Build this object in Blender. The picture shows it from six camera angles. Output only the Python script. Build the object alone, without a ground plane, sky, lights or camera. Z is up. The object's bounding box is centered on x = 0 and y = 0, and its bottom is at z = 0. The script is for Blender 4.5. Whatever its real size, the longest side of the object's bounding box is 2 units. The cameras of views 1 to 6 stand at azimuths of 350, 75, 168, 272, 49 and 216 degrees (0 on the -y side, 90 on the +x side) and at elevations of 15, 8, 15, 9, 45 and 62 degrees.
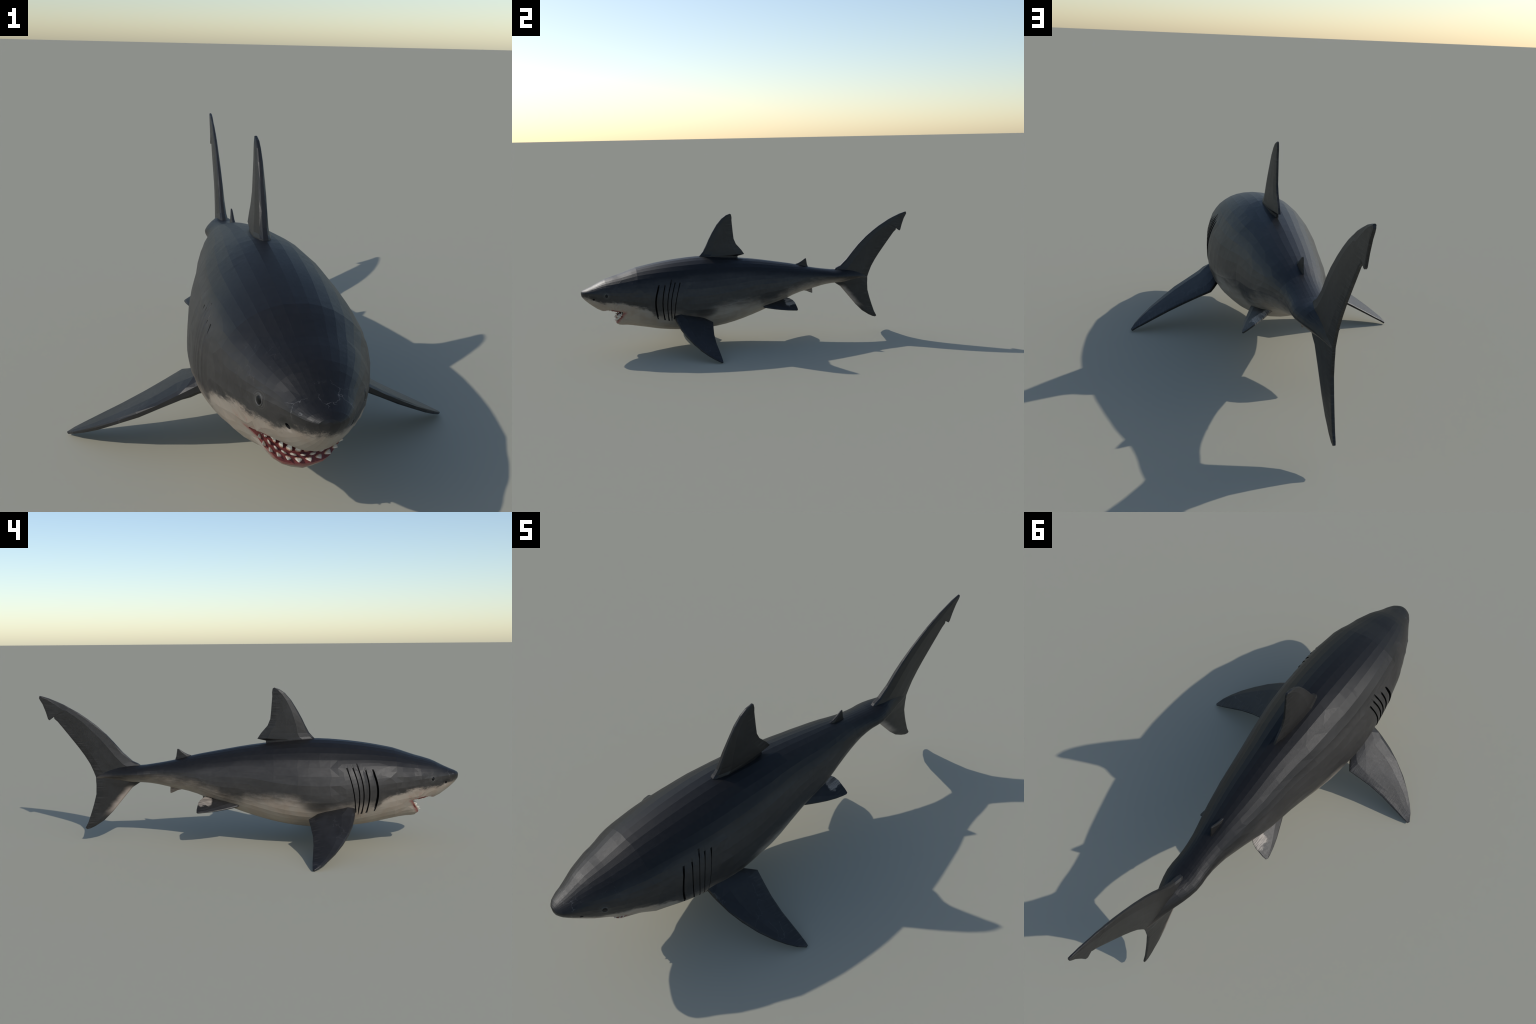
"""Great white shark, mouth open, resting on the tips of its pectoral fins.

Built from: a lofted low-poly body (superellipse sections along the spine) with
overlapping gill flaps, a boolean-cut mouth and nostrils, faceted fins lofted
from leading/trailing edge pairs, rows of single teeth on gum ridges.
Nose points to -y, tail to +y; the animal is mirror symmetric in x.
"""
import bpy, bmesh, math, random
import numpy as np
from mathutils import Vector, Matrix, kdtree

random.seed(7)
RNG = np.random.default_rng(7)

for o in list(bpy.data.objects):
    bpy.data.objects.remove(o, do_unlink=True)
COL = bpy.context.scene.collection


# ----------------------------------------------------------------- node help
class Nodes:
    def __init__(self, name):
        self.mat = bpy.data.materials.new(name)
        self.mat.use_nodes = True
        self.t = self.mat.node_tree
        self.t.nodes.clear()
        self.out = self.t.nodes.new('ShaderNodeOutputMaterial')
        self.bsdf = self.t.nodes.new('ShaderNodeBsdfPrincipled')
        self.t.links.new(self.bsdf.outputs[0], self.out.inputs[0])
        tc = self.t.nodes.new('ShaderNodeTexCoord')
        self.obj = tc.outputs['Object']
        sep = self.t.nodes.new('ShaderNodeSeparateXYZ')
        self.link(self.obj, sep.inputs[0])
        self.x, self.y, self.z = sep.outputs
        self.ax = self.math('ABSOLUTE', self.x)

    def link(self, a, b):
        if isinstance(a, (int, float)):
            b.default_value = a
        elif isinstance(a, (tuple, list)):
            b.default_value = tuple(a) + ((1.0,) if len(b.default_value) == 4 and len(a) == 3 else ())
        else:
            self.t.links.new(a, b)

    def math(self, op, a, b=0.0, c=0.0, clamp=False):
        n = self.t.nodes.new('ShaderNodeMath')
        n.operation = op
        n.use_clamp = clamp
        self.link(a, n.inputs[0]); self.link(b, n.inputs[1])
        if op in ('MULTIPLY_ADD', 'COMPARE', 'WRAP', 'SMOOTH_MIN', 'SMOOTH_MAX'):
            self.link(c, n.inputs[2])
        return n.outputs[0]

    def step(self, v, lo, hi):
        """smooth 0..1 as v passes from lo to hi (lo may exceed hi)"""
        n = self.t.nodes.new('ShaderNodeMapRange')
        n.interpolation_type = 'SMOOTHSTEP'
        flip = lo > hi
        self.link(v, n.inputs['Value'])
        n.inputs['From Min'].default_value = min(lo, hi)
        n.inputs['From Max'].default_value = max(lo, hi)
        n.inputs['To Min'].default_value = 1.0 if flip else 0.0
        n.inputs['To Max'].default_value = 0.0 if flip else 1.0
        return n.outputs['Result']

    def mul(self, *v):
        r = v[0]
        for k in v[1:]:
            r = self.math('MULTIPLY', r, k)
        return r

    def mix(self, f, a, b):
        n = self.t.nodes.new('ShaderNodeMix')
        n.data_type = 'RGBA'
        self.link(f, n.inputs[0])
        self.link(a, n.inputs[6]); self.link(b, n.inputs[7])
        return n.outputs[2]

    def mapped(self, scale=(1, 1, 1), rot=(0, 0, 0), loc=(0, 0, 0)):
        n = self.t.nodes.new('ShaderNodeMapping')
        self.link(self.obj, n.inputs[0])
        n.inputs['Location'].default_value = loc
        n.inputs['Rotation'].default_value = rot
        n.inputs['Scale'].default_value = scale
        return n.outputs[0]

    def noise(self, scale, detail=3, rough=.55, vec=None):
        n = self.t.nodes.new('ShaderNodeTexNoise')
        self.link(vec if vec is not None else self.obj, n.inputs['Vector'])
        n.inputs['Scale'].default_value = scale
        n.inputs['Detail'].default_value = detail
        n.inputs['Roughness'].default_value = rough
        return n.outputs['Fac']

    def wave(self, scale, axis='Z', dist=2.0, dscale=2.0, vec=None):
        n = self.t.nodes.new('ShaderNodeTexWave')
        n.wave_type = 'BANDS'
        n.bands_direction = axis
        self.link(vec if vec is not None else self.obj, n.inputs['Vector'])
        n.inputs['Scale'].default_value = scale
        n.inputs['Distortion'].default_value = dist
        n.inputs['Detail'].default_value = 2
        n.inputs['Detail Scale'].default_value = dscale
        return n.outputs['Fac']

    def cracks(self, scale, width, vec=None):
        """thin branching lines: 1 on the line, 0 off it"""
        n = self.t.nodes.new('ShaderNodeTexVoronoi')
        n.feature = 'DISTANCE_TO_EDGE'
        warp = self.t.nodes.new('ShaderNodeTexNoise')
        warp.inputs['Scale'].default_value = scale * 1.6
        warp.inputs['Detail'].default_value = 3
        add = self.t.nodes.new('ShaderNodeVectorMath')
        add.operation = 'MULTIPLY_ADD'
        self.link(vec if vec is not None else self.obj, warp.inputs['Vector'])
        self.t.links.new(warp.outputs['Color'], add.inputs[0])
        add.inputs[1].default_value = (.9 / scale,) * 3
        self.link(vec if vec is not None else self.obj, add.inputs[2])
        self.t.links.new(add.outputs[0], n.inputs['Vector'])
        n.inputs['Scale'].default_value = scale
        return self.step(n.outputs['Distance'], width, width * .25)

    def curve(self, v, lo, hi, pts, zlo, zhi):
        """piecewise curve: v in lo..hi -> value (control points in real units)"""
        m = self.t.nodes.new('ShaderNodeMapRange')
        self.link(v, m.inputs['Value'])
        m.inputs['From Min'].default_value = lo
        m.inputs['From Max'].default_value = hi
        n = self.t.nodes.new('ShaderNodeFloatCurve')
        self.t.links.new(m.outputs['Result'], n.inputs['Value'])
        c = n.mapping.curves[0]
        pts = [((a - lo) / (hi - lo), (b - zlo) / (zhi - zlo)) for a, b in pts]
        while len(c.points) < len(pts):
            c.points.new(.5, .5)
        for p, q in zip(c.points, pts):
            p.location = q
            p.handle_type = 'AUTO_CLAMPED'
        n.mapping.update()
        return self.math('MULTIPLY_ADD', n.outputs[0], zhi - zlo, zlo)

    def dist(self, p, scale=(1, 1, 1)):
        n = self.t.nodes.new('ShaderNodeVectorMath')
        n.operation = 'DISTANCE'
        cx = self.t.nodes.new('ShaderNodeCombineXYZ')
        self.link(self.ax, cx.inputs[0]); self.link(self.y, cx.inputs[1]); self.link(self.z, cx.inputs[2])
        s = self.t.nodes.new('ShaderNodeVectorMath')
        s.operation = 'MULTIPLY'
        self.t.links.new(cx.outputs[0], s.inputs[0])
        s.inputs[1].default_value = scale
        self.t.links.new(s.outputs[0], n.inputs[0])
        n.inputs[1].default_value = tuple(a * b for a, b in zip(p, scale))
        return n.outputs['Value']

    def bump(self, h, strength, dist=.002):
        n = self.t.nodes.new('ShaderNodeBump')
        n.inputs['Strength'].default_value = strength
        n.inputs['Distance'].default_value = dist
        self.link(h, n.inputs['Height'])
        self.t.links.new(n.outputs[0], self.bsdf.inputs['Normal'])

    def done(self, color, rough, spec=.5, coat=0):
        self.link(color, self.bsdf.inputs['Base Color'])
        self.link(rough, self.bsdf.inputs['Roughness'])
        self.bsdf.inputs['Specular IOR Level'].default_value = spec
        if coat:
            self.bsdf.inputs['Coat Weight'].default_value = coat
            self.bsdf.inputs['Coat Roughness'].default_value = .08
        return self.mat


BACK = (.0092, .0084, .0082)
FLANK = (.0345, .0318, .0302)
BELLY = (.315, .272, .226)
FIN = (.0160, .0147, .0140)
SKIN_ROUGH = .46


def skin_material():
    m = Nodes('shark_skin')
    fine = m.noise(60, 4, .6)
    ragged = m.noise(38, 4, .7, m.mapped((1, .35, 1.2)))
    soft = m.noise(7, 2)
    speck = m.noise(420, 2, .6)
    # height of the ragged grey / pale border along the body
    line = m.curve(m.y, -1.0, .62, [(-1, .314), (-.96, .309), (-.93, .304), (-.89, .288), (-.81, .288), (-.74, .277), (-.69, .262),
                                    (-.63, .240), (-.59, .208), (-.50, .205), (-.40, .190), (-.28, .212), (-.2, .237), (-.11, .240),
                                    (0, .238), (.04, .222), (.15, .262), (.28, .296), (.37, .309), (.47, .315), (.62, .30)], .15, .35)
    d = m.math('SUBTRACT', m.z, line)
    d = m.math('MULTIPLY_ADD', m.math('SUBTRACT', ragged, .5), .055, d)
    d = m.math('MULTIPLY_ADD', m.math('SUBTRACT', speck, .5), .016, d)
    head = m.step(m.y, -.55, -.66)
    sharp = m.step(d, -.010, .012)
    blurred = m.step(d, -.040, .050)
    grey = m.math('ADD', m.mul(sharp, head), m.mul(blurred, m.math('SUBTRACT', 1.0, head)))
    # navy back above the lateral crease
    crease = m.curve(m.y, -1.0, .62, [(-1, .325), (-.93, .352), (-.86, .374), (-.73, .394), (-.6, .405), (-.5, .411), (-.3, .421), (-.13, .419),
                                      (.06, .402), (.25, .372), (.45, .347), (.62, .33)], .25, .45)
    e = m.math('SUBTRACT', m.z, crease)
    e = m.math('MULTIPLY_ADD', m.math('SUBTRACT', soft, .5), .03, e)
    back = m.step(e, -.022, .022)
    flank = m.mix(m.step(fine, .3, .7), tuple(c * .88 for c in FLANK), tuple(c * 1.1 for c in FLANK))
    flank = m.mix(m.mul(m.step(m.noise(11, 3, .6, m.mapped((1, .3, 1))), .42, .66), .6), flank, tuple(c * .62 for c in FLANK))
    flank = m.mix(m.mul(m.step(m.noise(1, 3, .6, m.mapped((24, 6, 40))), .5, .72), .35), flank, tuple(c * 1.5 for c in FLANK))
    dark = m.mix(m.step(fine, .3, .7), tuple(c * .85 for c in BACK), tuple(c * 1.15 for c in BACK))
    pale = m.mix(m.step(m.noise(16, 3), .35, .7), BELLY, tuple(c * k for c, k in zip(BELLY, (.93, .87, .83))))
    pale = m.mix(m.mul(m.step(fine, .45, .75), .25), pale, (.33, .27, .21))
    col = m.mix(grey, pale, flank)
    col = m.mix(back, col, dark)
    # black patch in the axil of the pectoral fin
    ax = m.dist((.19, -.325, .215), (.6, .75, 1.5))
    col = m.mix(m.mul(m.step(m.math('MULTIPLY_ADD', m.math('SUBTRACT', ragged, .5), .03, ax), .062, .022), .75), col, (.026, .024, .022))
    # dark, ringed skin round the eye
    eye = m.dist((.102, -.864, .332), (.5, 1, 1))
    rings = m.math('MULTIPLY_ADD', m.math('SINE', m.math('MULTIPLY', eye, 1500)), .5, .5)
    col = m.mix(m.mul(m.step(eye, .042, .016), .5), col, (.024, .023, .022))
    col = m.mix(m.mul(rings, m.step(eye, .026, .014), .35), col, (.11, .105, .1))
    # dark smudge running forward from the nostril, pale flap under it
    nos = m.dist((.066, -.937, .316), (.6, .6, 1.3))
    col = m.mix(m.mul(m.step(nos, .022, .006), .8), col, (.015, .014, .013))
    flap = m.dist((.066, -.932, .296), (.5, 1, 1))
    col = m.mix(m.mul(m.step(flap, .009, .004), .7), col, (.40, .34, .29))
    # fresh-red tissue at the lips, small vessels round the mouth
    jaw = m.mul(m.step(m.z, .238, .226), m.step(m.y, -.72, -.76))
    lip = m.math('MULTIPLY_ADD', m.math('SUBTRACT', ragged, .5), .016, m.math('ADD', m.mul(m.math('ADD', m.y, .772), -.845), m.mul(m.math('SUBTRACT', m.z, .228), .534)))
    lip = m.mul(m.step(m.math('ABSOLUTE', lip), .019, .001), jaw)
    col = m.mix(m.mul(lip, .85), col, (.24, .055, .05))
    mouth = m.dist((.095, -.785, .238), (.7, .62, .9))
    ves = m.mul(m.cracks(62, .075), m.step(mouth, .055, .02), m.step(m.noise(30, 2), .42, .6))
    col = m.mix(m.mul(ves, .62), col, (.30, .085, .07))
    upper = m.math('SUBTRACT', m.z, .238)
    uedge = m.mul(m.step(m.math('ABSOLUTE', upper), .014, .003), m.step(m.y, -.765, -.78), m.step(m.y, -.905, -.885))
    col = m.mix(m.mul(uedge, m.step(m.noise(45, 3, .6, m.mapped((1, 1, .3))), .42, .68), .6), col, (.30, .10, .085))
    # pale healed scratches on the snout and brow
    snout = m.step(m.dist((.028, -.950, .358)), .055, .035)
    brow = m.mul(m.step(m.dist((.105, -.80, .37)), .075, .05), .35)
    sc = m.mul(m.cracks(21, .012, m.mapped((1, 1.15, .8), (.5, .3, .2))), m.math('MAXIMUM', snout, brow), m.step(m.noise(26, 1), .46, .54))
    col = m.mix(m.mul(sc, .3), col, (.22, .215, .21))
    # fine skin lines running with the body, grain
    lines = m.noise(1.0, 3, .6, m.mapped((260, 28, 260)))
    grain = m.noise(900, 2, .6)
    ribs = m.wave(150, 'Y', 3.0, 3.0)
    h = m.math('ADD', m.mul(lines, .6), m.mul(grain, .4))
    h = m.math('MULTIPLY_ADD', ribs, .08, h)
    m.bump(h, .22, .0014)
    rough = m.math('MULTIPLY_ADD', m.noise(120, 2), .12, SKIN_ROUGH - .06)
    return m.done(col, rough, .37)


def fin_material(kind):
    m = Nodes(kind + '_skin')
    fine = m.noise(70, 4, .6)
    col = m.mix(m.step(fine, .3, .7), tuple(c * .86 for c in FIN), tuple(c * 1.14 for c in FIN))
    blot = m.noise(9, 3)
    col = m.mix(m.mul(m.step(blot, .45, .7), .45), col, (.028, .027, .028))
    if kind == 'pectoral':
        st = m.noise(1, 2, .5, m.mapped((230, 14, 60)))
        # rear edge (y about -.3) frayed dark
        edge = m.step(m.y, -.365, -.30)
        tip = m.step(m.math('MULTIPLY_ADD', m.math('SUBTRACT', blot, .5), .08, m.ax), .43, .49)
        col = m.mix(m.mul(tip, .8), col, (.014, .014, .017))
        sc = m.mul(m.cracks(14, .012, m.mapped((1, 1, .4), loc=(.13, .2, 0))), m.step(m.noise(8, 1), .54, .6))
        col = m.mix(m.mul(sc, .3), col, (.12, .115, .115))
    elif kind == 'pelvic':
        st = m.noise(1, 2, .5, m.mapped((260, 18, 60)))
        edge = m.step(m.y, .15, .22)
        rag = m.noise(60, 4, .7, m.mapped((1, .4, 1)))
        # white ragged patch on the inner rear part of the fin
        u = m.math('MULTIPLY_ADD', m.math('SUBTRACT', rag, .5), .05, m.ax)
        v = m.math('MULTIPLY_ADD', m.math('SUBTRACT', rag, .5), .05, m.y)
        patch = m.mul(m.step(u, .128, .120), m.step(v, .168, .178))
        col = m.mix(patch, col, m.mix(m.step(st, .4, .6), (.24, .205, .175), (.33, .285, .24)))
    elif kind == 'anal':
        st = m.noise(1, 2, .5, m.mapped((30, 20, 260)))
        edge = m.step(m.y, .33, .37)
        col = m.mix(m.step(fine, .3, .7), (.20, .155, .125), (.27, .215, .175))
    else:
        st = m.noise(1, 2, .5, m.mapped((30, 13, 215), (.12, 0, 0)))
        if kind == 'dorsal':
            te = m.curve(m.z, .49, .76, [(.49, -.06), (.515, -.055), (.54, -.075), (.58, -.105), (.63, -.122), (.70, -.128), (.76, -.13)], -.2, 0)
            edge = m.step(m.math('SUBTRACT', m.y, te), -.05, .004)
            top = m.step(m.math('MULTIPLY_ADD', m.math('SUBTRACT', blot, .5), .06, m.z), .67, .735)
            col = m.mix(m.mul(top, .6), col, (.009, .009, .0095))
            col = m.mix(m.step(m.math('MULTIPLY_ADD', m.math('SUBTRACT', blot, .5), .04, m.z), .56, .515), col, BACK)
        elif kind == 'caudal':
            te = m.curve(m.z, .05, .73, [(.05, .785), (.15, .755), (.24, .728), (.32, .727), (.40, .757), (.5, .828), (.6, .908), (.73, .985)], .7, 1.0)
            edge = m.step(m.math('SUBTRACT', m.y, te), -.06, .004)
            # pale streak behind the leading edge of the lower lobe
            le = m.curve(m.z, .05, .33, [(.05, .80), (.10, .72), (.154, .661), (.219, .607), (.274, .561), (.33, .535)], .5, .85)
            q = m.math('MULTIPLY_ADD', m.math('SUBTRACT', m.noise(40, 3, .6, m.mapped((1, .4, 1))), .5), .03, m.math('SUBTRACT', m.y, le))
            pale = m.mul(m.step(q, .045, .004), m.step(m.z, .292, .26), m.step(m.z, .125, .185))
            col = m.mix(m.mul(pale, .85), col, (.36, .30, .255))
            dk = m.mul(m.step(m.math('ABSOLUTE', m.math('SUBTRACT', m.z, .312)), .03, .006), m.step(m.y, .7, .62))
            col = m.mix(m.mul(dk, .5), col, (.018, .017, .016))
        else:
            edge = m.step(m.y, .30, .35)
            col = m.mix(m.step(m.z, .455, .425), col, BACK)
    col = m.mix(m.mul(edge, m.step(st, .56, .38), .6), col, tuple(c * .45 for c in FIN))
    col = m.mix(m.mul(edge, m.step(st, .55, .72), .3), col, (.07, .066, .064))
    h = m.math('ADD', m.mul(st, m.math('MULTIPLY_ADD', edge, .9, .12)), m.mul(m.noise(700, 2), .3))
    m.bump(h, .35, .0022)
    return m.done(col, m.math('MULTIPLY_ADD', m.noise(120, 2), .12, SKIN_ROUGH - .06), .45)


def simple(name, a, b, scale, rough, spec=.5, coat=0, bump=.0):
    m = Nodes(name)
    n = m.noise(scale, 3)
    if bump:
        m.bump(n, bump, .003)
    return m.done(m.mix(m.step(n, .3, .7), a, b), rough, spec, coat)


SKIN = skin_material()
SLIT = simple('gill_slit_dark', (.006, .006, .006), (.013, .012, .012), 60, .75, .2)  # near-black paint on the groove faces, deepening the shadow inside the slits
MOUTH = simple('mouth_lining', (.105, .018, .016), (.17, .034, .030), 60, .42, .45, 0, .3)
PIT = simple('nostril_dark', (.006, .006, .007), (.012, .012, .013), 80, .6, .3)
GUM = simple('gum_red', (.12, .020, .018), (.20, .042, .036), 120, .36, .45, 0, .25)
EYE = simple('eye_black', (.003, .003, .0035), (.006, .0065, .0075), 60, .35, .22)
LID = simple('eyelid_skin', (.040, .038, .036), (.075, .072, .068), 160, .5)


def tooth_material():
    m = Nodes('tooth_enamel')
    g = m.t.nodes.new('ShaderNodeTexCoord').outputs['Generated']
    s = m.t.nodes.new('ShaderNodeSeparateXYZ')
    m.link(g, s.inputs[0])
    h = s.outputs[2]
    col = m.mix(m.step(m.noise(300, 3), .3, .7), (.60, .56, .47), (.72, .69, .61))
    col = m.mix(m.step(h, .34, .02), col, (.46, .24, .15))
    return m.done(col, .28, .5, .2)


TOOTH = tooth_material()

# ------------------------------------------------------------------ the body
# station y, top z, belly z, half width, height of the widest point, exponents above and below it
STATIONS = np.array([
    (-.9995, .3430, .3300, .004, .338, 1.9, 1.8),
    (-.9965, .3480, .3185, .0185, .339, 1.8, 1.7),
    (-.990, .3525, .309, .030, .3395, 1.8, 1.68),
    (-.965, .3635, .283, .052, .340, 1.8, 1.7),
    (-.930, .379, .255, .070, .337, 1.85, 1.8),
    (-.900, .394, .2345, .086, .335, 1.95, 1.9),
    (-.880, .404, .2270, .098, .333, 2.02, 1.95),
    (-.858, .412, .2190, .109, .330, 2.05, 2.0),
    (-.835, .419, .1980, .1195, .327, 2.06, 1.95),
    (-.818, .424, .1700, .127, .325, 2.08, 1.9),
    (-.806, .427, .1480, .1315, .324, 2.09, 1.85),
    (-.792, .431, .1415, .136, .322, 2.08, 1.85),
    (-.765, .440, .1395, .145, .318, 2.06, 1.88),
    (-.735, .450, .1365, .156, .314, 2.05, 1.8),
    (-.700, .462, .1310, .167, .312, 2.05, 2.05),
    (-.640, .475, .1200, .179, .304, 2.03, 2.15),
    (-.580, .486, .1085, .189, .294, 2.02, 2.25),
    (-.450, .503, .0930, .200, .256, 2.05, 2.17),
    (-.300, .511, .0860, .199, .247, 2.0, 1.88),
    (-.150, .497, .1070, .179, .265, 2.1, 2.0),
    (.000, .479, .1490, .150, .300, 2.0, 2.06),
    (.150, .453, .2060, .129, .311, 1.96, 2.02),
    (.270, .430, .2530, .101, .333, 1.92, 1.92),
    (.370, .405, .2755, .075, .342, 2.0, 1.9),
    (.450, .391, .2925, .067, .345, 1.95, 1.7),
    (.520, .382, .2985, .069, .342, 1.9, 1.45),
    (.580, .384, .2930, .056, .338, 1.65, 1.15),
    (.640, .379, .3000, .035, .333, 1.4, 1.05),
    (.700, .362, .3080, .017, .327, 1.35, 1.1),
    (.733, .329, .3150, .006, .322, 1.6, 1.6)])


def station(y):
    s = STATIONS
    ys = s[:, 0]
    y = min(max(y, ys[0]), ys[-1])
    m = np.gradient(s[:, 1:], ys, axis=0)
    i = min(max(int(np.searchsorted(ys, y)) - 1, 0), len(ys) - 2)
    h = ys[i + 1] - ys[i]
    t = (y - ys[i]) / h
    return ((2 * t**3 - 3 * t**2 + 1) * s[i, 1:] + (t**3 - 2 * t**2 + t) * h * m[i]
            + (3 * t**2 - 2 * t**3) * s[i + 1, 1:] + (t**3 - t**2) * h * m[i + 1])


def section_point(y, th):
    """point on the section at y; th = 0 at +x flank, pi/2 on the back"""
    zt, zb, w, zw, nt, nb = station(y)
    c, s = math.cos(th), math.sin(th)
    n, a = (nt, zt - zw) if s >= 0 else (nb, zw - zb)
    r = (abs(c)**n + abs(s)**n) ** (-1 / n)
    x, z = w * r * c, zw + a * r * s
    # the lower jaw is drawn in below the corners of the mouth
    x *= 1 - .20 * math.exp(-((z - .205) / .03)**2 - ((y + .80) / .05)**2)
    return x, z


NT = 38                      # facets round the body
THETA = [math.pi / 2 + 2 * math.pi * k / NT for k in range(NT)]

# gill slits, front to back: (y, z) of the top, middle and bottom; opening
GILLS = [((-.583, .380), (-.606, .305), (-.592, .198), .0105),
         ((-.546, .388), (-.567, .292), (-.553, .181), .0068),
         ((-.509, .404), (-.540, .287), (-.531, .180), .0058),
         ((-.488, .396), (-.519, .290), (-.514, .181), .0060),
         ((-.463, .390), (-.493, .290), (-.503, .190), .0056)]


def slit_y(g, z):
    (yt, zt), (ym, zm), (yb, zb), _ = g
    z = min(max(z, zb - .01), zt + .01)
    return (yt * (z - zm) * (z - zb) / ((zt - zm) * (zt - zb)) + ym * (z - zt) * (z - zb) / ((zm - zt) * (zm - zb))
            + yb * (z - zt) * (z - zm) / ((zb - zt) * (zb - zm)))


def smooth(v, lo, hi):
    t = min(max((v - lo) / (hi - lo), 0), 1)
    return t * t * (3 - 2 * t)


def gill_window(g, z):
    return smooth(z, g[2][1] - .004, g[2][1] + .034) * (1 - smooth(z, g[0][1] - .024, g[0][1] + .005))


def body_rings():
    """list of (kind, ring of points); kind is None or (slit number, role)"""
    rings = []

    def plain(y, jit=.0):
        ring = []
        for th in THETA:
            yy = y
            if jit:
                yy += RNG.uniform(-jit, jit)
            x, z = section_point(yy, th)
            k = 1 + RNG.uniform(-.009, .009) * (jit > 0)
            ring.append([x * k, yy, z])
        # keep the animal symmetric
        for k in range(NT):
            mk = (-k) % NT
            if mk > k:
                ring[mk] = [-ring[k][0], ring[k][1], ring[k][2]]
        rings.append((None, ring))

    for y in (-.9990, -.996, -.990, -.981, -.969, -.954):
        plain(y)
    for y in (-.934, -.912, -.889, -.866, -.844, -.824, -.808, -.794, -.776, -.75, -.72, -.69, -.66):
        plain(y, .003)

    def along(fn_y, lift, kind):
        """ring of 2 NT points that bends with the slits; odd points are midpoints away from the gills"""
        ring = []
        for k in range(2 * NT):
            th = math.pi / 2 + math.pi * k / NT
            x, z = section_point(-.53, th)
            x, z = section_point(fn_y(z), th)
            y = fn_y(z)
            zt, zb, w, zw, _, _ = station(y)
            d = lift(z, x)
            n = Vector((x / max(w, .01), 0, (z - zw) / max(.5 * (zt - zb), .01))).normalized()
            ring.append([x + n.x * d, y, z + n.z * d])
        for k in range(1, 2 * NT, 2):
            if not .165 < ring[k][2] < .415:
                a, b = ring[k - 1], ring[(k + 1) % (2 * NT)]
                ring[k] = [(p + q) / 2 for p, q in zip(a, b)]
        rings.append((kind, ring))

    # plate in front of the gills
    along(lambda z: .55 * slit_y(GILLS[0], z) + .45 * -.655, lambda z, x: 0, None)
    for i, g in enumerate(GILLS):
        op = g[3]

        def mk(active, mono):
            return lambda z, g=g: slit_y(g, z) + mono + (active - mono) * gill_window(g, z)

        flap = .003 if i == 0 else .002
        along(mk(-.009, -.009), lambda z, x, g=g, f=flap: f * .7 * gill_window(g, z), None)
        along(mk(.001, -.002), lambda z, x, g=g, f=flap: f * gill_window(g, z), None)
        along(mk(-.004, .001), lambda z, x, g=g: -(.026 if g is GILLS[0] else .013) * gill_window(g, z), (i, 'in'))
        along(mk(op * .55, .004), lambda z, x, g=g: -(.022 if g is GILLS[0] else .010) * gill_window(g, z), (i, 'mid'))
        along(mk(op, .007), lambda z, x, g=g: -.001 * gill_window(g, z), (i, 'out'))
        if i < 2:
            nx = GILLS[i + 1]
            along(lambda z, g=g, nx=nx: .5 * (slit_y(g, z) + slit_y(nx, z)),
                  lambda z, x, g=g: .002 * gill_window(g, z), None)
    along(lambda z: .5 * slit_y(GILLS[4], z) + .5 * -.42, lambda z, x: 0, None)
    for y in (-.425, -.385, -.34, -.29, -.235, -.18, -.125, -.07, -.015, .04, .09, .14, .19, .24, .285, .325, .36, .395):
        plain(y, .006)
    for y in (.43, .465, .495, .525, .555, .585, .62, .655, .69, .715, .733):
        plain(y)
    return rings


def new_object(name, bm_or_mesh, mats, parent=None):
    if isinstance(bm_or_mesh, bmesh.types.BMesh):
        me = bpy.data.meshes.new(name)
        bm_or_mesh.to_mesh(me)
        bm_or_mesh.free()
    else:
        me = bm_or_mesh
        me.name = name
    o = bpy.data.objects.new(name, me)
    COL.objects.link(o)
    if mats is not None:
        for m in (mats if isinstance(mats, (list, tuple)) else [mats]):
            me.materials.append(m)
    if parent:
        o.parent = parent
    return o


# material slots of the uncut body; index 3.. tell which gill slit a face belongs to
SLOTS = [SKIN, MOUTH, PIT] + [SLIT] * 10


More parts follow.
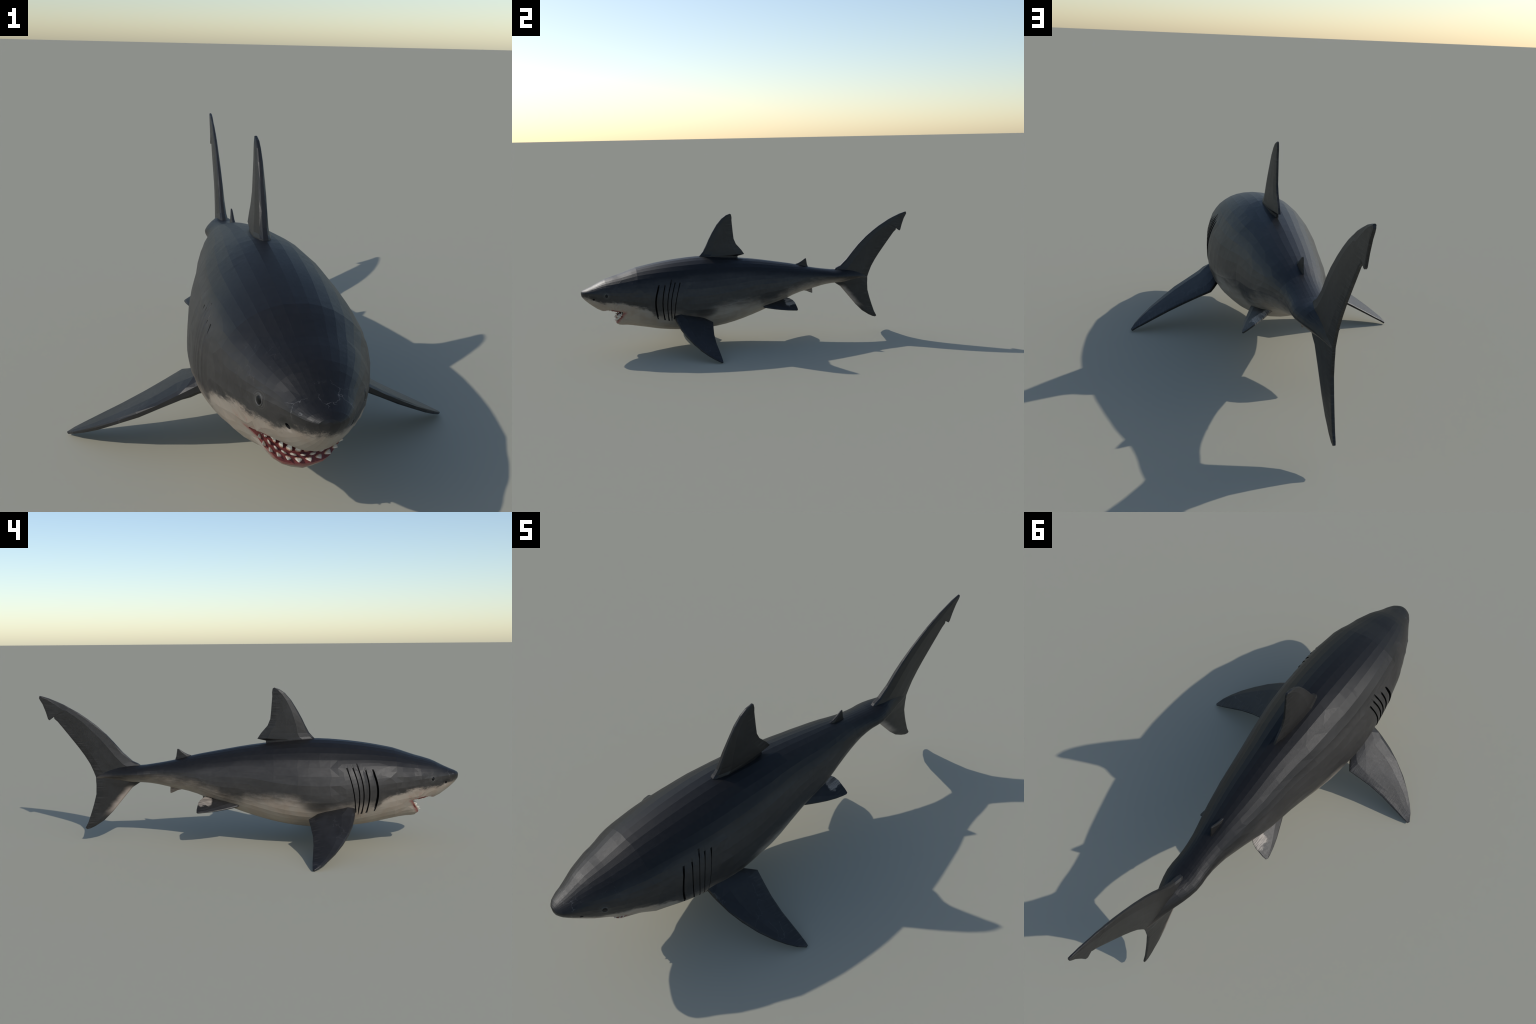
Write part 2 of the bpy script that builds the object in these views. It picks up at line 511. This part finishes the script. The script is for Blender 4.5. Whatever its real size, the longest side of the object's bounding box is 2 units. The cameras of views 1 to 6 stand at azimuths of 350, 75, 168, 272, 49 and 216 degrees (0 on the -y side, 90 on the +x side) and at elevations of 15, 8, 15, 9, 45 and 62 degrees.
def build_body():
    bm = bmesh.new()
    rings = body_rings()
    vs = [[bm.verts.new(p) for p in r] for _, r in rings]
    for a in range(len(rings) - 1):
        kb = rings[a + 1][0]
        A, B = vs[a], vs[a + 1]
        n = len(A)
        if len(A) != len(B):                       # NT points meet 2 NT points
            few, many = (A, B) if len(A) < len(B) else (B, A)
            for k in range(NT):
                p, q = few[k], few[(k + 1) % NT]
                u, v, w = many[2 * k], many[2 * k + 1], many[(2 * k + 2) % (2 * NT)]
                for t in ((p, v, u), (p, q, v), (q, w, v)):
                    bm.faces.new(t if few is A else t[::-1])
            continue
        for k in range(n):
            k2 = (k + 1) % n
            quad = [A[k], A[k2], B[k2], B[k]]
            # alternate diagonals at random, mirrored left and right
            half = min(k, n - 1 - k)
            flip = (math.sin(half * 12.9898 + a * 78.233) * 43758.5453) % 1 > .5
            if (k < n / 2) == flip:
                tris = [(quad[0], quad[1], quad[2]), (quad[0], quad[2], quad[3])]
            else:
                tris = [(quad[0], quad[1], quad[3]), (quad[1], quad[2], quad[3])]
            mi = 0
            if kb is not None:
                zc = sum(v.co.z for v in quad) / 4
                if gill_window(GILLS[kb[0]], zc) > (.14 if kb[1] == 'out' else .03):
                    mi = 3 + kb[0] * 2 + (1 if sum(v.co.x for v in quad) < 0 else 0)
            for t in tris:
                bm.faces.new(t).material_index = mi
    for ring, sgn in ((vs[0], 1), (vs[-1], -1)):
        c = bm.verts.new(sum((v.co for v in ring), Vector()) / NT + Vector((0, -.0008 * sgn, 0)))
        for k in range(NT):
            bm.faces.new((ring[k], c, ring[(k + 1) % NT]) if sgn > 0 else (ring[k], ring[(k + 1) % NT], c))
    bmesh.ops.recalc_face_normals(bm, faces=bm.faces)
    return new_object('shark_body_uncut', bm, SLOTS)


# lips: the mouth is a wedge opening forward from a corner line
CORNER = Vector((0, -.772, .228))
LIP_DIR = Vector((0, -.043, -.068)).normalized()        # corner -> chin, in the lower lip plane
LIP_NRM = Vector((0, -.068, .043)).normalized()         # out of the mouth


def mouth_wedge():
    prof = [(-.7715, .228), (-.782, .2345), (-.80, .241), (-.83, .2465), (-.86, .2405), (-.887, .2285), (-.92, .195), (-.96, .10), (-.96, .02),
            (CORNER.y + LIP_DIR.y * .245, CORNER.z + LIP_DIR.z * .245)]
    bm = bmesh.new()
    xs = np.linspace(-.21, .21, 9)
    rows = [[bm.verts.new((x, y, z)) for y, z in prof] for x in xs]
    n = len(prof)
    for a in range(len(rows) - 1):
        for k in range(n):
            bm.faces.new((rows[a][k], rows[a][(k + 1) % n], rows[a + 1][(k + 1) % n], rows[a + 1][k]))
    bm.faces.new(rows[0]); bm.faces.new(rows[-1][::-1])
    bmesh.ops.recalc_face_normals(bm, faces=bm.faces)
    for f in bm.faces:
        f.material_index = 1
    return new_object('wedge_cutter', bm, SLOTS)


def ellipsoid(name, centre, radii, axes=None, index=1, seg=28):
    bm = bmesh.new()
    bmesh.ops.create_uvsphere(bm, u_segments=seg, v_segments=seg // 2, radius=1)
    M = Matrix.Diagonal((*radii, 1))
    R = Matrix.Identity(4)
    if axes:
        R = Matrix((axes[0], axes[1], axes[2])).transposed().to_4x4()
    bm.transform(Matrix.Translation(centre) @ R @ M)
    for f in bm.faces:
        f.material_index = index
    return new_object(name, bm, SLOTS)


def cut(target, tool):
    md = target.modifiers.new('cut', 'BOOLEAN')
    md.object = tool
    md.operation = 'DIFFERENCE'
    md.solver = 'EXACT'
    dg = bpy.context.evaluated_depsgraph_get()
    me = bpy.data.meshes.new_from_object(target.evaluated_get(dg))
    target.modifiers.remove(md)
    old = target.data
    target.data = me
    bpy.data.meshes.remove(old)
    bpy.data.objects.remove(tool, do_unlink=True)


root = bpy.data.objects.new('great_white_shark', None)
COL.objects.link(root)
root['label'] = 'grey great white shark with open toothy mouth'
root['category'] = 'shark'

body = build_body()
cut(body, mouth_wedge())
ex, es, en = Vector((1, 0, 0)), LIP_DIR, LIP_NRM
cut(body, ellipsoid('lower_pocket', CORNER + LIP_DIR * .004 - LIP_NRM * .004, (.074, .054, .062), (ex, es, en)))
cut(body, ellipsoid('upper_pocket', Vector((0, -.785, .238)), (.083, .086, .034)))
cut(body, ellipsoid('throat', Vector((0, -.705, .235)), (.078, .115, .05)))
for sx in (1, -1):
    nw, nzw, nnb, nzb = (station(-.932)[q] for q in (2, 3, 5, 1))
    nx = nw * (1 - ((nzw - .308) / (nzw - nzb))**nnb)**(1 / nnb)
    ny = Vector((.66 * sx, -.68, -.22)).normalized()
    na = Vector((.45 * sx, .25, .4)); na = (na - ny * na.dot(ny)).normalized()
    cut(body, ellipsoid('nostril_cutter', Vector(((nx - .001) * sx, -.932, .308)), (.0072, .0058, .010), (na, ny.cross(na), ny), 2, 14))


def split_body(src):
    me = src.data
    bm = bmesh.new(); bm.from_mesh(me)
    groups = {}
    for f in bm.faces:
        mi = f.material_index
        c = f.calc_center_median()
        if mi == 1:
            key = 'mouth'
        elif mi == 2:
            key = 'nostril' + str(int(c.x < 0))
        elif mi >= 3:
            key = 'gill%d' % mi
        elif c.y < -.63:
            key = 'head'
        elif c.y < .30:
            key = 'torso'
        else:
            key = 'tail'
        groups.setdefault(key, []).append(f.index)
    bm.free()
    out = {}
    for key in sorted(groups):
        ids = set(groups[key])
        b = bmesh.new(); b.from_mesh(me)
        b.faces.ensure_lookup_table()
        bmesh.ops.delete(b, geom=[f for f in b.faces if f.index not in ids], context='FACES')
        for f in b.faces:
            f.material_index = 0
            f.smooth = key == 'mouth'
        name = key.rstrip('0123456789')
        name = {'gill': 'gill_slit'}.get(name, name)
        mat = {'mouth': MOUTH, 'nostril': PIT, 'gill_slit': SLIT}.get(name, SKIN)
        out[key] = new_object(name, b, mat, root)
    bpy.data.objects.remove(src, do_unlink=True)
    return out


parts = split_body(body)
HEAD = parts['head']
for k, o in parts.items():
    if k.startswith(('mouth', 'nostril')):
        o.parent = HEAD
    if k.startswith('gill'):
        o.parent = parts['torso']

# ------------------------------------------------------------------ the fins
PROFILE = [(0.0, .30), (.035, .62), (.24, 1.0), (.52, .86), (.80, .62), (.955, .42), (1.0, .26)]


def fin(name, sections, mat, mirror=False, jitter=.0):
    """sections: (leading point, trailing point, thickness, rear edge thickness), root to tip"""
    bm = bmesh.new()
    rows = []
    n_all = []
    for i, (le, te, t, tt) in enumerate(sections):
        le, te = Vector(le), Vector(te)
        j = min(i + 1, len(sections) - 1); h = max(i - 1, 0)
        span = (Vector(sections[j][0]) + Vector(sections[j][1]) - Vector(sections[h][0]) - Vector(sections[h][1]))
        n_all.append((te - le).cross(span).normalized())
    for i in range(1, len(n_all)):
        if n_all[i].dot(n_all[0]) < 0:
            n_all[i] = -n_all[i]
    nm = sum(n_all, Vector()).normalized()
    for i, (le, te, t, tt) in enumerate(sections):
        le, te = Vector(le), Vector(te)
        top, bot = [], []
        for u, f in PROFILE:
            hgt = t * .5 * f
            if u > .9:
                hgt = tt * .5 * (1.0 if u < 1 else .72)
            elif u > .5:
                hgt = max(hgt, tt * .5 * 1.1)
            uu = u
            if jitter and 0 < u < .9 and 0 < i < len(sections) - 1:
                uu += RNG.uniform(-jitter, jitter)
            p = le.lerp(te, uu)
            top.append(bm.verts.new(p + nm * hgt)); bot.append(bm.verts.new(p - nm * hgt))
        rows.append(top + bot[::-1])
    n = len(rows[0])
    for a in range(len(rows) - 1):
        for k in range(n):
            k2 = (k + 1) % n
            q = [rows[a][k], rows[a][k2], rows[a + 1][k2], rows[a + 1][k]]
            if RNG.random() < .5:
                bm.faces.new((q[0], q[1], q[2])); bm.faces.new((q[0], q[2], q[3]))
            else:
                bm.faces.new((q[0], q[1], q[3])); bm.faces.new((q[1], q[2], q[3]))
    bm.faces.new(rows[0][::-1]); bm.faces.new(rows[-1])
    bmesh.ops.recalc_face_normals(bm, faces=bm.faces)
    o = new_object(name, bm.copy() if mirror else bm, mat, root)
    if mirror:
        bmesh.ops.scale(bm, verts=bm.verts, vec=(-1, 1, 1))
        bmesh.ops.reverse_faces(bm, faces=bm.faces)
        new_object(name, bm, mat, root)
    return o


def flat(rows):
    """sections given in the mirror plane as (y, z, y, z, thickness, rear thickness)"""
    return [((0, a, b), (0, c, d), t, tt) for a, b, c, d, t, tt in rows]


fin('dorsal_fin', flat([
    (-.338, .455, -.085, .455, .052, .016),
    (-.316, .5125, -.086, .500, .046, .012),
    (-.307, .521, -.045, .509, .041, .011),
    (-.292, .538, -.062, .535, .037, .010),
    (-.272, .575, -.094, .572, .033, .010),
    (-.258, .605, -.107, .603, .031, .010),
    (-.236, .645, -.111, .640, .026, .010),
    (-.206, .693, -.115, .688, .021, .009),
    (-.177, .726, -.117, .712, .017, .009),
    (-.153, .743, -.116, .730, .014, .008),
    (-.126, .752, -.119, .747, .008, .006)]), fin_material('dorsal'), jitter=.02)

fin('second_dorsal_fin', flat([
    (.255, .395, .352, .395, .022, .010),
    (.274, .430, .350, .412, .015, .007),
    (.289, .434, .345, .426, .012, .006),
    (.308, .444, .343, .441, .010, .005),
    (.327, .457, .341, .454, .007, .004),
    (.337, .4615, .340, .460, .004, .003)]), fin_material('second_dorsal'))

fin('anal_fin', flat([
    (.31, .295, .377, .295, .014, .006),
    (.322, .264, .377, .270, .010, .005),
    (.341, .260, .378, .262, .008, .004),
    (.361, .2505, .378, .253, .006, .004),
    (.374, .2455, .378, .246, .004, .003)]), fin_material('anal'))

fin('caudal_fin', flat([
    (.790, .0655, .799, .072, .007, .006),
    (.775, .069, .795, .080, .010, .008),
    (.748, .082, .783, .102, .013, .009),
    (.704, .111, .766, .149, .017, .010),
    (.661, .154, .752, .192, .022, .011),
    (.607, .219, .739, .240, .028, .012),
    (.561, .274, .737, .285, .034, .012),
    (.533, .2925, .738, .304, .040, .012),
    (.500, .315, .738, .318, .044, .012),
    (.480, .350, .738, .324, .044, .012),
    (.530, .3895, .742, .335, .040, .012),
    (.558, .402, .748, .352, .036, .012),
    (.603, .443, .764, .389, .031, .011),
    (.645, .492, .788, .429, .027, .011),
    (.680, .530, .815, .467, .024, .010),
    (.728, .574, .851, .514, .021, .010),
    (.770, .606, .886, .559, .019, .010),
    (.812, .635, .914, .594, .018, .009),
    (.838, .650, .929, .607, .017, .009),
    (.846, .6545, .931, .620, .016, .009),
    (.856, .660, .942, .6155, .016, .009),
    (.866, .666, .954, .6005, .015, .009),
    (.880, .674, .960, .606, .014, .009),
    (.908, .687, .969, .639, .013, .009),
    (.954, .706, .983, .677, .012, .009),
    (.983, .7145, .995, .697, .011, .008),
    (.996, .7175, .9995, .706, .009, .007)]), fin_material('caudal'), jitter=.012)

fin('pectoral_fin', [
    ((.135, -.508, .227), (.10, -.385, .222), .052, .022),
    ((.190, -.498, .1955), (.160, -.360, .190), .047, .018),
    ((.210, -.496, .1855), (.192, -.308, .166), .043, .015),
    ((.231, -.492, .1745), (.207, -.286, .1565), .038, .013),
    ((.280, -.480, .1470), (.255, -.294, .1325), .029, .011),
    ((.330, -.460, .1185), (.304, -.301, .1075), .025, .011),
    ((.385, -.430, .0860), (.365, -.303, .0765), .021, .010),
    ((.430, -.397, .0580), (.420, -.299, .0480), .017, .009),
    ((.465, -.364, .0355), (.460, -.296, .0270), .014, .008),
    ((.490, -.335, .0185), (.487, -.295, .0130), .011, .007),
    ((.5065, -.304, .0034), (.5025, -.295, .0034), .008, .006)], fin_material('pectoral'), mirror=True, jitter=.03)

fin('pelvic_fin', [
    ((.075, .020, .222), (.03, .165, .255), .024, .012),
    ((.107, .045, .199), (.058, .188, .241), .020, .009),
    ((.118, .073, .194), (.075, .209, .236), .016, .007),
    ((.130, .105, .189), (.092, .224, .227), .013, .006),
    ((.143, .140, .185), (.110, .232, .216), .011, .006),
    ((.154, .178, .1815), (.127, .234, .204), .009, .005),
    ((.161, .210, .180), (.146, .236, .191), .008, .005),
    ((.163, .228, .179), (.160, .235, .182), .006, .005)], fin_material('pelvic'), mirror=True)

# ------------------------------------------------------------- eyes, eyelids
for sx in (1, -1):
    zt, zb, w, zw, nt, nb = station(-.864)
    z = .332
    dz = abs(z - zw) / (zt - zw)
    x = w * (1 - dz**nt) ** (1 / nt)
    c = Vector((sx * x, -.864, z))
    nrm = Vector((sx * .9, -.40, .08)).normalized()
    up = Vector((0, 0, 1)); sd = up.cross(nrm).normalized(); up = nrm.cross(sd)
    R = Matrix((sd, up, nrm)).transposed().to_4x4()
    bm = bmesh.new()
    bmesh.ops.create_uvsphere(bm, u_segments=24, v_segments=14, radius=1)
    bm.transform(Matrix.Translation(c - nrm * .0035) @ R @ Matrix.Diagonal((.0100, .0110, .0055, 1)))
    for f in bm.faces:
        f.smooth = True
    new_object('eye', bm, EYE, HEAD)
    bm = bmesh.new()
    rows = []
    for i in range(28):
        a = 2 * math.pi * i / 28
        rows.append([bm.verts.new(((.0108 + .0017 * math.cos(b)) * math.cos(a), (.0118 + .0017 * math.cos(b)) * math.sin(a), .0017 * math.sin(b)))
                     for b in [2 * math.pi * k / 8 for k in range(8)]])
    for i in range(28):
        for k in range(8):
            bm.faces.new((rows[i][k], rows[(i + 1) % 28][k], rows[(i + 1) % 28][(k + 1) % 8], rows[i][(k + 1) % 8]))
    bmesh.ops.recalc_face_normals(bm, faces=bm.faces)
    bm.transform(Matrix.Translation(c - nrm * .0012) @ R)
    for f in bm.faces:
        f.smooth = True
    new_object('eyelid', bm, LID, HEAD)

# ------------------------------------------------------------ gums and teeth


def lip_curve(scale, phi, depth):
    """point on the lower tooth rows: phi 0..pi from the right corner round the chin to the left"""
    return CORNER + ex * (.107 * scale * math.cos(phi)) + LIP_DIR * (.0805 * scale * math.sin(phi)) - LIP_NRM * depth


def upper_curve(scale, phi, z):
    return Vector((.104 * scale * math.cos(phi), -.775 - .110 * scale * math.sin(phi), z))


def tube(name, fn, radius, mat, n=40, flatten=1.0):
    bm = bmesh.new()
    rows = []
    for i in range(n + 1):
        t = i / n
        phi = math.pi * (.03 + .94 * t)
        p = fn(phi)
        d = (fn(phi + .01) - fn(phi - .01)).normalized()
        a = d.cross(LIP_NRM).normalized(); b = a.cross(d)
        r = radius * (1 + .14 * math.sin(i * 2.1))
        rows.append([bm.verts.new(p + a * (r * math.cos(q)) + b * (r * flatten * math.sin(q))) for q in [2 * math.pi * k / 10 for k in range(10)]])
    for i in range(n):
        for k in range(10):
            bm.faces.new((rows[i][k], rows[i + 1][k], rows[i + 1][(k + 1) % 10], rows[i][(k + 1) % 10]))
    bm.faces.new(rows[0]); bm.faces.new(rows[-1][::-1])
    bmesh.ops.recalc_face_normals(bm, faces=bm.faces)
    for f in bm.faces:
        f.smooth = True
    return new_object(name, bm, mat, HEAD)


def tooth_mesh():
    """triangular blade, base on z=0, point towards +z, broad side facing y"""
    bm = bmesh.new()
    prof = [(0, 1.0, .42), (.25, .92, .40), (.55, .62, .30), (.82, .27, .16)]
    rings = []
    for z, w, t in prof:
        lean = .10 * z
        pts = [(-w * .5, 0), (-w * .28, -t * .42), (0, -t * .5), (w * .28, -t * .42), (w * .5, 0), (w * .25, t * .30), (-w * .25, t * .30)]
        rings.append([bm.verts.new((x, y + lean, z)) for x, y in pts])
    apex = bm.verts.new((0, .12, 1.0))
    for a in range(len(rings) - 1):
        for k in range(7):
            bm.faces.new((rings[a][k], rings[a][(k + 1) % 7], rings[a + 1][(k + 1) % 7], rings[a + 1][k]))
    for k in range(7):
        bm.faces.new((rings[-1][k], rings[-1][(k + 1) % 7], apex))
    bm.faces.new(rings[0][::-1])
    bmesh.ops.recalc_face_normals(bm, faces=bm.faces)
    me = bpy.data.meshes.new('tooth')
    bm.to_mesh(me); bm.free()
    me.materials.append(TOOTH)
    return me


TOOTH_MESH = tooth_mesh()


def place_tooth(base, direction, outward, width, length):
    zz = direction.normalized()
    yy = -(outward - zz * outward.dot(zz)).normalized()
    xx = yy.cross(zz)
    o = bpy.data.objects.new('tooth', TOOTH_MESH)
    COL.objects.link(o)
    o.parent = HEAD
    R = Matrix((xx, yy, zz)).transposed().to_4x4()
    o.matrix_world = Matrix.Translation(base) @ R @ Matrix.Diagonal((width, width, length, 1))


rr = random.Random(11)
# scale of the row, depth, number, width, length, splay outwards, lift upwards
ROWS = [(.835, .000, 12, .0160, .0180, .70, -.05), (.745, .001, 11, .0155, .0170, .35, .15), (.655, .001, 10, .0150, .0200, -.15, .9)]
for scale, depth, count, w, l, splay, lift in ROWS:
    tube('gum', lambda phi, s=scale, d=depth: lip_curve(s, phi, d + .004), .0045, GUM, flatten=.8)
    for i in range(count):
        t = (i + .5 + (.0 if scale != .715 else .0)) / count
        phi = math.pi * (.05 + .90 * t)
        p = lip_curve(scale, phi, depth)
        rad = ex * (.107 * math.cos(phi)) + LIP_DIR * (.0805 * math.sin(phi))
        rad.normalize()
        size = (.62 + .38 * math.sin(phi)) * rr.uniform(.88, 1.1)
        d = LIP_NRM + rad * (splay + rr.uniform(-.08, .08)) + Vector((rr.uniform(-.06, .06), 0, lift))
        place_tooth(p, d, rad, w * size, l * size)
for scale, z0, count, w, l in ((.90, .246, 14, .0115, .0105), (.76, .252, 12, .011, .012)):
    tube('gum', lambda phi, s=scale, z=z0: upper_curve(s, phi, z + .004 - .012 * abs(math.cos(phi)) ** 3), .006, GUM)
    for i in range(count):
        t = (i + .5) / count
        phi = math.pi * (.06 + .88 * t)
        z = z0 - .012 * abs(math.cos(phi)) ** 3
        p = upper_curve(scale, phi, z)
        rad = Vector((.104 * math.cos(phi), -.110 * math.sin(phi), 0)).normalized()
        size = (.65 + .35 * math.sin(phi)) * rr.uniform(.85, 1.12)
        place_tooth(p, Vector((0, 0, -1)) - rad * rr.uniform(.25, .4), rad, w * size, l * size)

bpy.context.view_layer.update()
